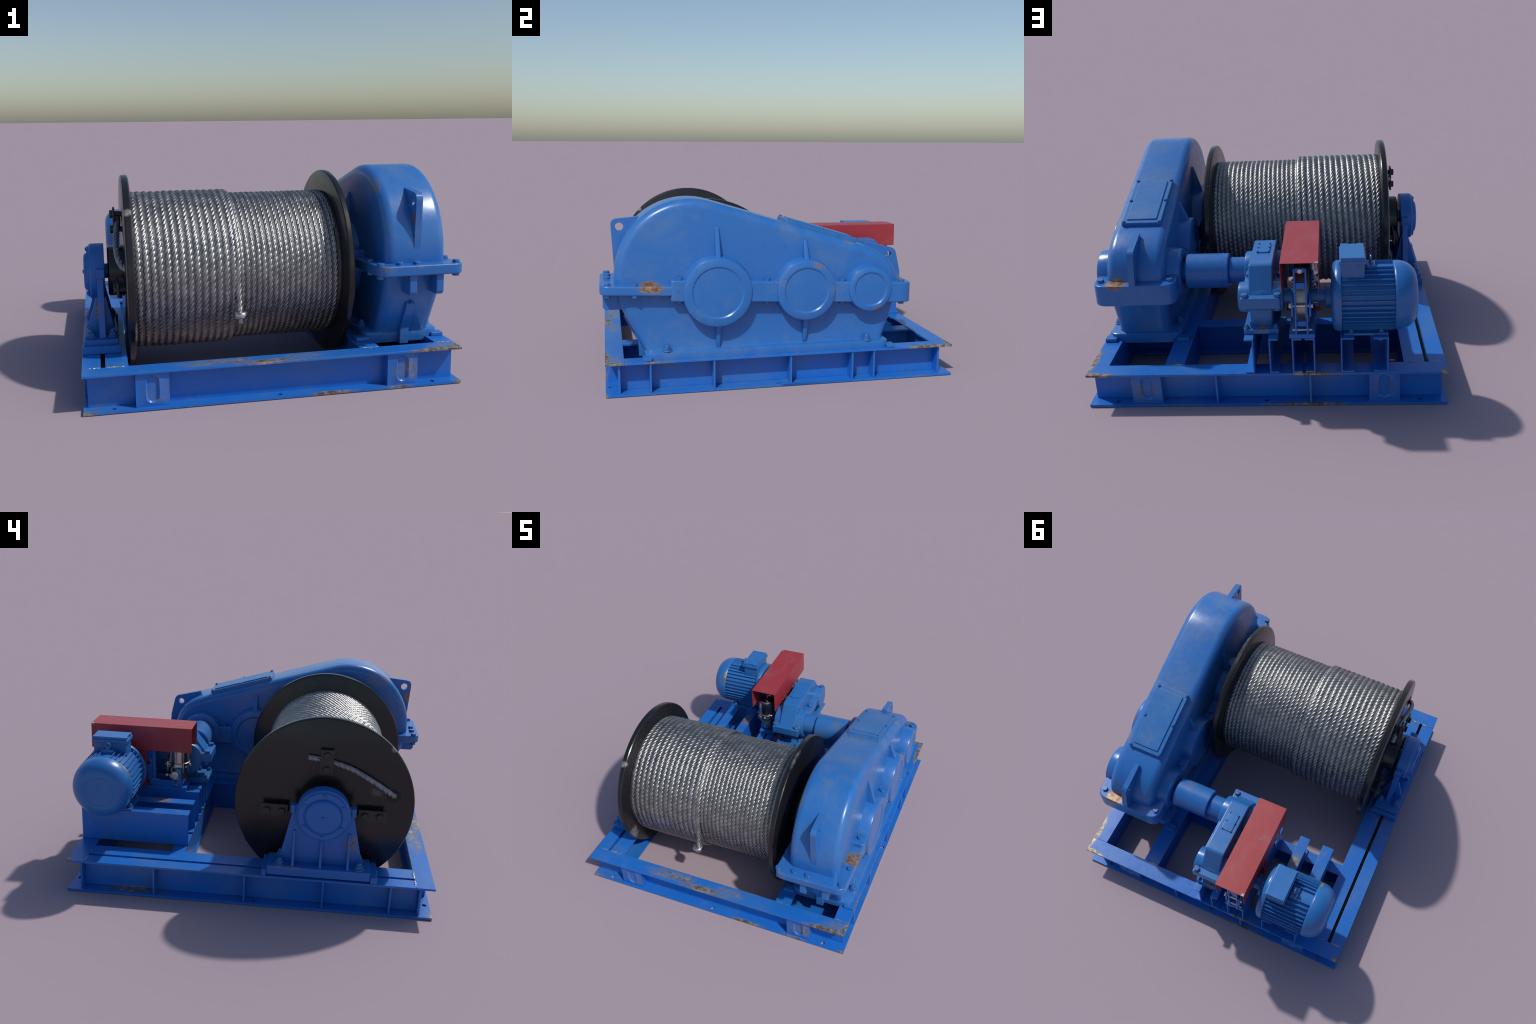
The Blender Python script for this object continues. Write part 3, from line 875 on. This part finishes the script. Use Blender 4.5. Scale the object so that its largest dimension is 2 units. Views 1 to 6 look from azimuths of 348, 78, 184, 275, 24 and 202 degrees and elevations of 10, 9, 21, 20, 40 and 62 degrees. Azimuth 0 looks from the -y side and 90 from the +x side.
# --------------------------------------------------------------------------- brake
MY, MZ = 0.815, 0.5245
brake = box("brake", -0.255, -0.133, 0.440, 0.967, 0.3675, 0.391, FRAME, winch, 0.002)
lathe("brake_wheel", 'x', (MY, MZ), [(-0.230, 0.06), (-0.230, 0.126), (-0.224, 0.132), (-0.166, 0.132), (-0.160, 0.126), (-0.160, 0.06)], WHEEL, brake, 72, angle=30)
lathe("wheel_shaft", 'x', (MY, MZ), [(-0.320, 0.036), (-0.098, 0.036)], MACH, brake, 36)
for s in (1, -1):
    ya = MY + s * 0.145
    for x0 in (-0.172, -0.226):
        # lever plates lean slightly towards the wheel at mid height
        prism("brake_arm", 'x', [(ya - 0.010 + s * 0.004, 0.388), (ya + 0.014 + s * 0.004, 0.388), (ya + 0.014, 0.54), (ya + 0.013, 0.728), (ya - 0.012, 0.728), (ya - 0.012, 0.54)][::1],
              x0, x0 + 0.009, FRAME, brake, 0.0015, 1)
    for z0, z1 in ((0.433, 0.458), (0.626, 0.656), (0.708, 0.729)):
        box("arm_spacer", -0.2165, -0.1725, ya - 0.008, ya + 0.008, z0, z1, FRAME, brake, 0.001)
    lathe("pivot_pin", 'x', (ya, 0.537), [(-0.251, 0.008), (-0.138, 0.008)], STEEL, brake, 16)
    lathe("pivot_pin", 'x', (ya, 0.412), [(-0.244, 0.006), (-0.150, 0.006)], STEEL, brake, 16)
    for x in (-0.2465, -0.1425):
        lathe("pin_nut", 'x', (ya, 0.537), [(x - 0.005, 0.013), (x + 0.005, 0.013)], STEEL, brake, 12)
    # curved shoe with lining
    for nm, r0, r1, mt, xa, xb in (("brake_lining", 0.1325, 0.140, RUBBER, -0.224, -0.166), ("brake_shoe", 0.140, 0.150, FRAME, -0.240, -0.150)):
        if s > 0: continue
        bm = bmesh.new()
        c0 = 0.0 if s > 0 else pi
        ang = [c0 + radians(a) for a in np.linspace(-36, 36, 13)]
        ri = [(MY + r0 * cos(a), MZ + r0 * sin(a)) for a in ang]; ro = [(MY + r1 * cos(a), MZ + r1 * sin(a)) for a in ang]
        add_prism(bm, 'x', ri + ro[::-1], xa, xb)
        finish(bm, nm, mt, brake, 0.0)
    for x in (-0.241, -0.158):
        prism("shoe_cheek", 'x', round_poly([(MY + s * 0.098, 0.452), (MY + s * 0.165, 0.490), (MY + s * 0.165, 0.560), (MY + s * 0.098, 0.598)], 0.01, 3), x, x + 0.009, FRAME, brake, 0.001, 1)
lathe("tie_rod", 'y', (0.717, -0.195), [(0.640, 0.006), (0.972, 0.006)], STEEL, brake, 14)
lathe("tie_nut", 'y', (0.717, -0.195), [(0.965, 0.012), (0.976, 0.012)], STEEL, brake, 6)
box("spring_box", -0.232, -0.158, 0.690, 0.735, 0.625, 0.695, RUBBER, brake, 0.006)
# bracket rail and post beside the thruster
box("thruster_rail", -0.252, -0.236, 0.462, 0.655, 0.391, 0.430, FRAME, brake, 0.002)
box("thruster_rail", -0.152, -0.136, 0.462, 0.655, 0.391, 0.430, FRAME, brake, 0.002)
lathe("brake_post", 'z', (-0.205, 0.648), [(0.39, 0.018), (0.70, 0.018)], FRAME, brake, 24)
box("rocker_lever", -0.206, -0.190, 0.480, 0.690, 0.690, 0.716, FRAME, brake, 0.003)
for y, z in ((0.660, 0.413), (0.500, 0.405)):
    lathe("rail_bolt", 'x', (y, z), [(-0.262, 0.009), (-0.130, 0.009)], STEEL, brake, 14)

# hydraulic thruster
TX, TY = -0.203, 0.496
thr = lathe("brake_thruster", 'z', (TX, TY), [(0.402, 0.02), (0.404, 0.040), (0.412, 0.047), (0.440, 0.053), (0.500, 0.061), (0.510, 0.063), (0.514, 0.070), (0.522, 0.074),
      (0.530, 0.070), (0.534, 0.070), (0.542, 0.070), (0.546, 0.065), (0.62, 0.062), (0.648, 0.060), (0.655, 0.054), (0.655, 0.046), (0.648, 0.042), (0.648, 0.012)], CHROME, winch, 48, angle=40)
lathe("thruster_rod", 'z', (TX, TY), [(0.645, 0.022), (0.658, 0.020), (0.664, 0.008), (0.705, 0.008)], STEEL, thr, 20)
for k in range(10):
    a = 2 * pi * k / 10
    cx, cy = TX + 0.0625 * cos(a), TY + 0.0625 * sin(a)
    lathe("cooling_ridge", 'z', (cx, cy), [(0.545, 0.0045), (0.645, 0.0035)], CHROME, thr, 8)
for k in range(4):
    a = 2 * pi * k / 4 + 0.6
    cx, cy = TX + 0.070 * cos(a), TY + 0.070 * sin(a)
    lathe("band_bolt", 'z', (cx, cy), [(0.485, 0.004), (0.492, 0.008), (0.540, 0.009), (0.550, 0.006)], CHROME, thr, 12)
lathe("filler_knob", 'x', (TY + 0.014, 0.464), [(-0.270, 0.02), (-0.270, 0.025), (-0.266, 0.029), (-0.250, 0.030), (-0.21, 0.027)], STEEL, thr, 32, angle=50)
lathe("breather_plug", 'x', (TY + 0.062, 0.463), [(-0.258, 0.006), (-0.255, 0.012), (-0.240, 0.014), (-0.222, 0.010)], CHROME, thr, 18, angle=60)
lathe("breather_plug", 'y', (0.463, TX - 0.04), [(TY + 0.03, 0.007), (TY + 0.062, 0.007)], CHROME, thr, 12)
lathe("band_lug", 'y', (0.520, TX), [(TY - 0.078, 0.010), (TY + 0.078, 0.010)], CHROME, thr, 14)

# red sheet cover: open ended channel plus two hanger straps
t = 0.003; x0, x1, z0, z1 = -0.282, -0.106, 0.6205, 0.768
cov = prism("brake_cover", 'y', [(z0, x0), (z0, x0 + t), (z1 - t, x0 + t), (z1 - t, x1 - t), (z0, x1 - t), (z0, x1), (z1, x1), (z1, x0)], 0.403, 0.999, RED, winch, 0.001, 1)
for xs, xi in ((x0 + t, 1), (x1 - t, -1)):
    a, b = sorted((xs, xs + xi * 0.004))
    box("hanger_strap", a, b, 0.672, 0.711, 0.392, 0.66, RED, cov, 0.001)
    a, b = sorted((xs, xs + xi * 0.034))
    box("strap_foot", a, b, 0.672, 0.711, 0.3915, 0.3965, RED, cov, 0.001)

# --------------------------------------------------------------------------- motor
MY2 = MY + 0.010                # motor axis sits a little outboard
motor = lathe("electric_motor", 'x', (MY2, MZ), [(-0.378, 0.1515), (-0.645, 0.1515)], MACH, winch, 72)
lathe("end_bell", 'x', (MY2, MZ), [(-0.309, 0.03), (-0.309, 0.052), (-0.312, 0.055), (-0.334, 0.055), (-0.337, 0.06), (-0.337, 0.125), (-0.341, 0.148), (-0.350, 0.163),
      (-0.362, 0.171), (-0.376, 0.1735), (-0.384, 0.171), (-0.386, 0.165), (-0.386, 0.14)], MACH, motor, 80, angle=32)
dome = [(-0.634, 0.14), (-0.634, 0.162), (-0.638, 0.166), (-0.644, 0.1675), (-0.650, 0.167)]
for a in np.linspace(0, 90, 15)[1:]:
    dome.append((-0.650 - 0.095 * sin(radians(a)), 0.167 - 0.080 * (1 - cos(radians(a)))))
dome += [(-0.7445, 0.082), (-0.742, 0.080), (-0.7425, 0.05), (-0.743, 0.012), (-0.740, 0.006)]
lathe("fan_cover", 'x', (MY2, MZ), dome, MACH, motor, 80, angle=32)
# cooling fins
bm = bmesh.new()
prof = [(-0.388, 0.140), (-0.388, 0.166), (-0.391, 0.169), (-0.629, 0.169), (-0.632, 0.166), (-0.632, 0.140)]
w = 0.0026
a = [bm.verts.new((x, -w * (1.25 if r < 0.15 else 0.75), r)) for x, r in prof]; b = [bm.verts.new((x, w * (1.25 if r < 0.15 else 0.75), r)) for x, r in prof]
bm.faces.new(a[::-1]); bm.faces.new(b)
for i in range(6):
    bm.faces.new((a[i], a[(i + 1) % 6], b[(i + 1) % 6], b[i]))
bmesh.ops.recalc_face_normals(bm, faces=bm.faces)
fin_me = bpy.data.meshes.new("cooling_fin"); bm.to_mesh(fin_me); bm.free(); fin_me.materials.append(MACH)
NF = 40
for k in range(NF):
    ang = 2 * pi * (k + 0.5) / NF
    if abs(ang - pi) < 0.30 or ang < 0.12 or ang > 2 * pi - 0.12:
        continue
    o = bpy.data.objects.new("cooling_fin", fin_me); bpy.context.collection.objects.link(o)
    o.parent = motor
    o.matrix_world = Matrix.Translation((0, MY2, MZ)) @ Matrix.Rotation(ang, 4, 'X')
# feet
box("motor_foot", -0.601, -0.393, 0.684, 0.945, 0.3675, 0.379, MACH, motor, 0.002)
for y0, y1 in ((0.715, 0.775), (0.855, 0.915)):
    box("foot_block", -0.590, -0.402, y0, y1, 0.378, 0.405, MACH, motor, 0.002)
MF = hex_mesh("motor_foot_nut", 0.013, 0.011, BOLT, washer=0.004)
for x in (-0.570, -0.428):
    for y in (0.700, 0.930):
        bolt("foot_bolt", MF, (x, y, 0.3785), (0, 0, 1), motor)
# terminal box
tb = box("terminal_box", -0.495, -0.386, 0.735, 0.921, 0.64, 0.726, MACH, motor, 0.005)
box("box_gasket", -0.503, -0.379, 0.727, 0.929, 0.7235, 0.743, MACH, tb, 0.003)
bm = bmesh.new()
lo = round_poly([(-0.497, 0.731), (-0.466, 0.731), (-0.462, 0.737), (-0.420, 0.737), (-0.416, 0.731), (-0.385, 0.731), (-0.385, 0.926), (-0.497, 0.926)], 0.002, 2)
add_prism(bm, 'z', lo, 0.742, 0.7585)
finish(bm, "box_lid", MACH, tb, 0.003, 2, sharp=50)
# lifting eye
pad = box("eye_pad", -0.548, -0.507, 0.795, 0.868, 0.668, 0.694, MACH, motor, 0.003)
bm = bmesh.new()
rings = []
for i in range(20):
    A0 = 2 * pi * i / 20
    c = Vector((-0.527, MY + 0.016 + 0.014 * cos(A0), 0.718 + 0.014 * sin(A0)))
    rad = Vector((0, cos(A0), sin(A0)))
    rings.append([bm.verts.new(c + rad * 0.0045 * cos(q) + Vector((1, 0, 0)) * 0.0045 * sin(q)) for q in [2 * pi * j / 8 for j in range(8)]])
for i in range(20):
    for j in range(8):
        bm.faces.new((rings[i][j], rings[i][(j + 1) % 8], rings[(i + 1) % 20][(j + 1) % 8], rings[(i + 1) % 20][j]))
finish(bm, "lifting_eye", MACH, pad, 0.0)
lathe("eye_stem", 'z', (-0.527, MY + 0.016), [(0.690, 0.010), (0.700, 0.010), (0.706, 0.006)], MACH, pad, 16)
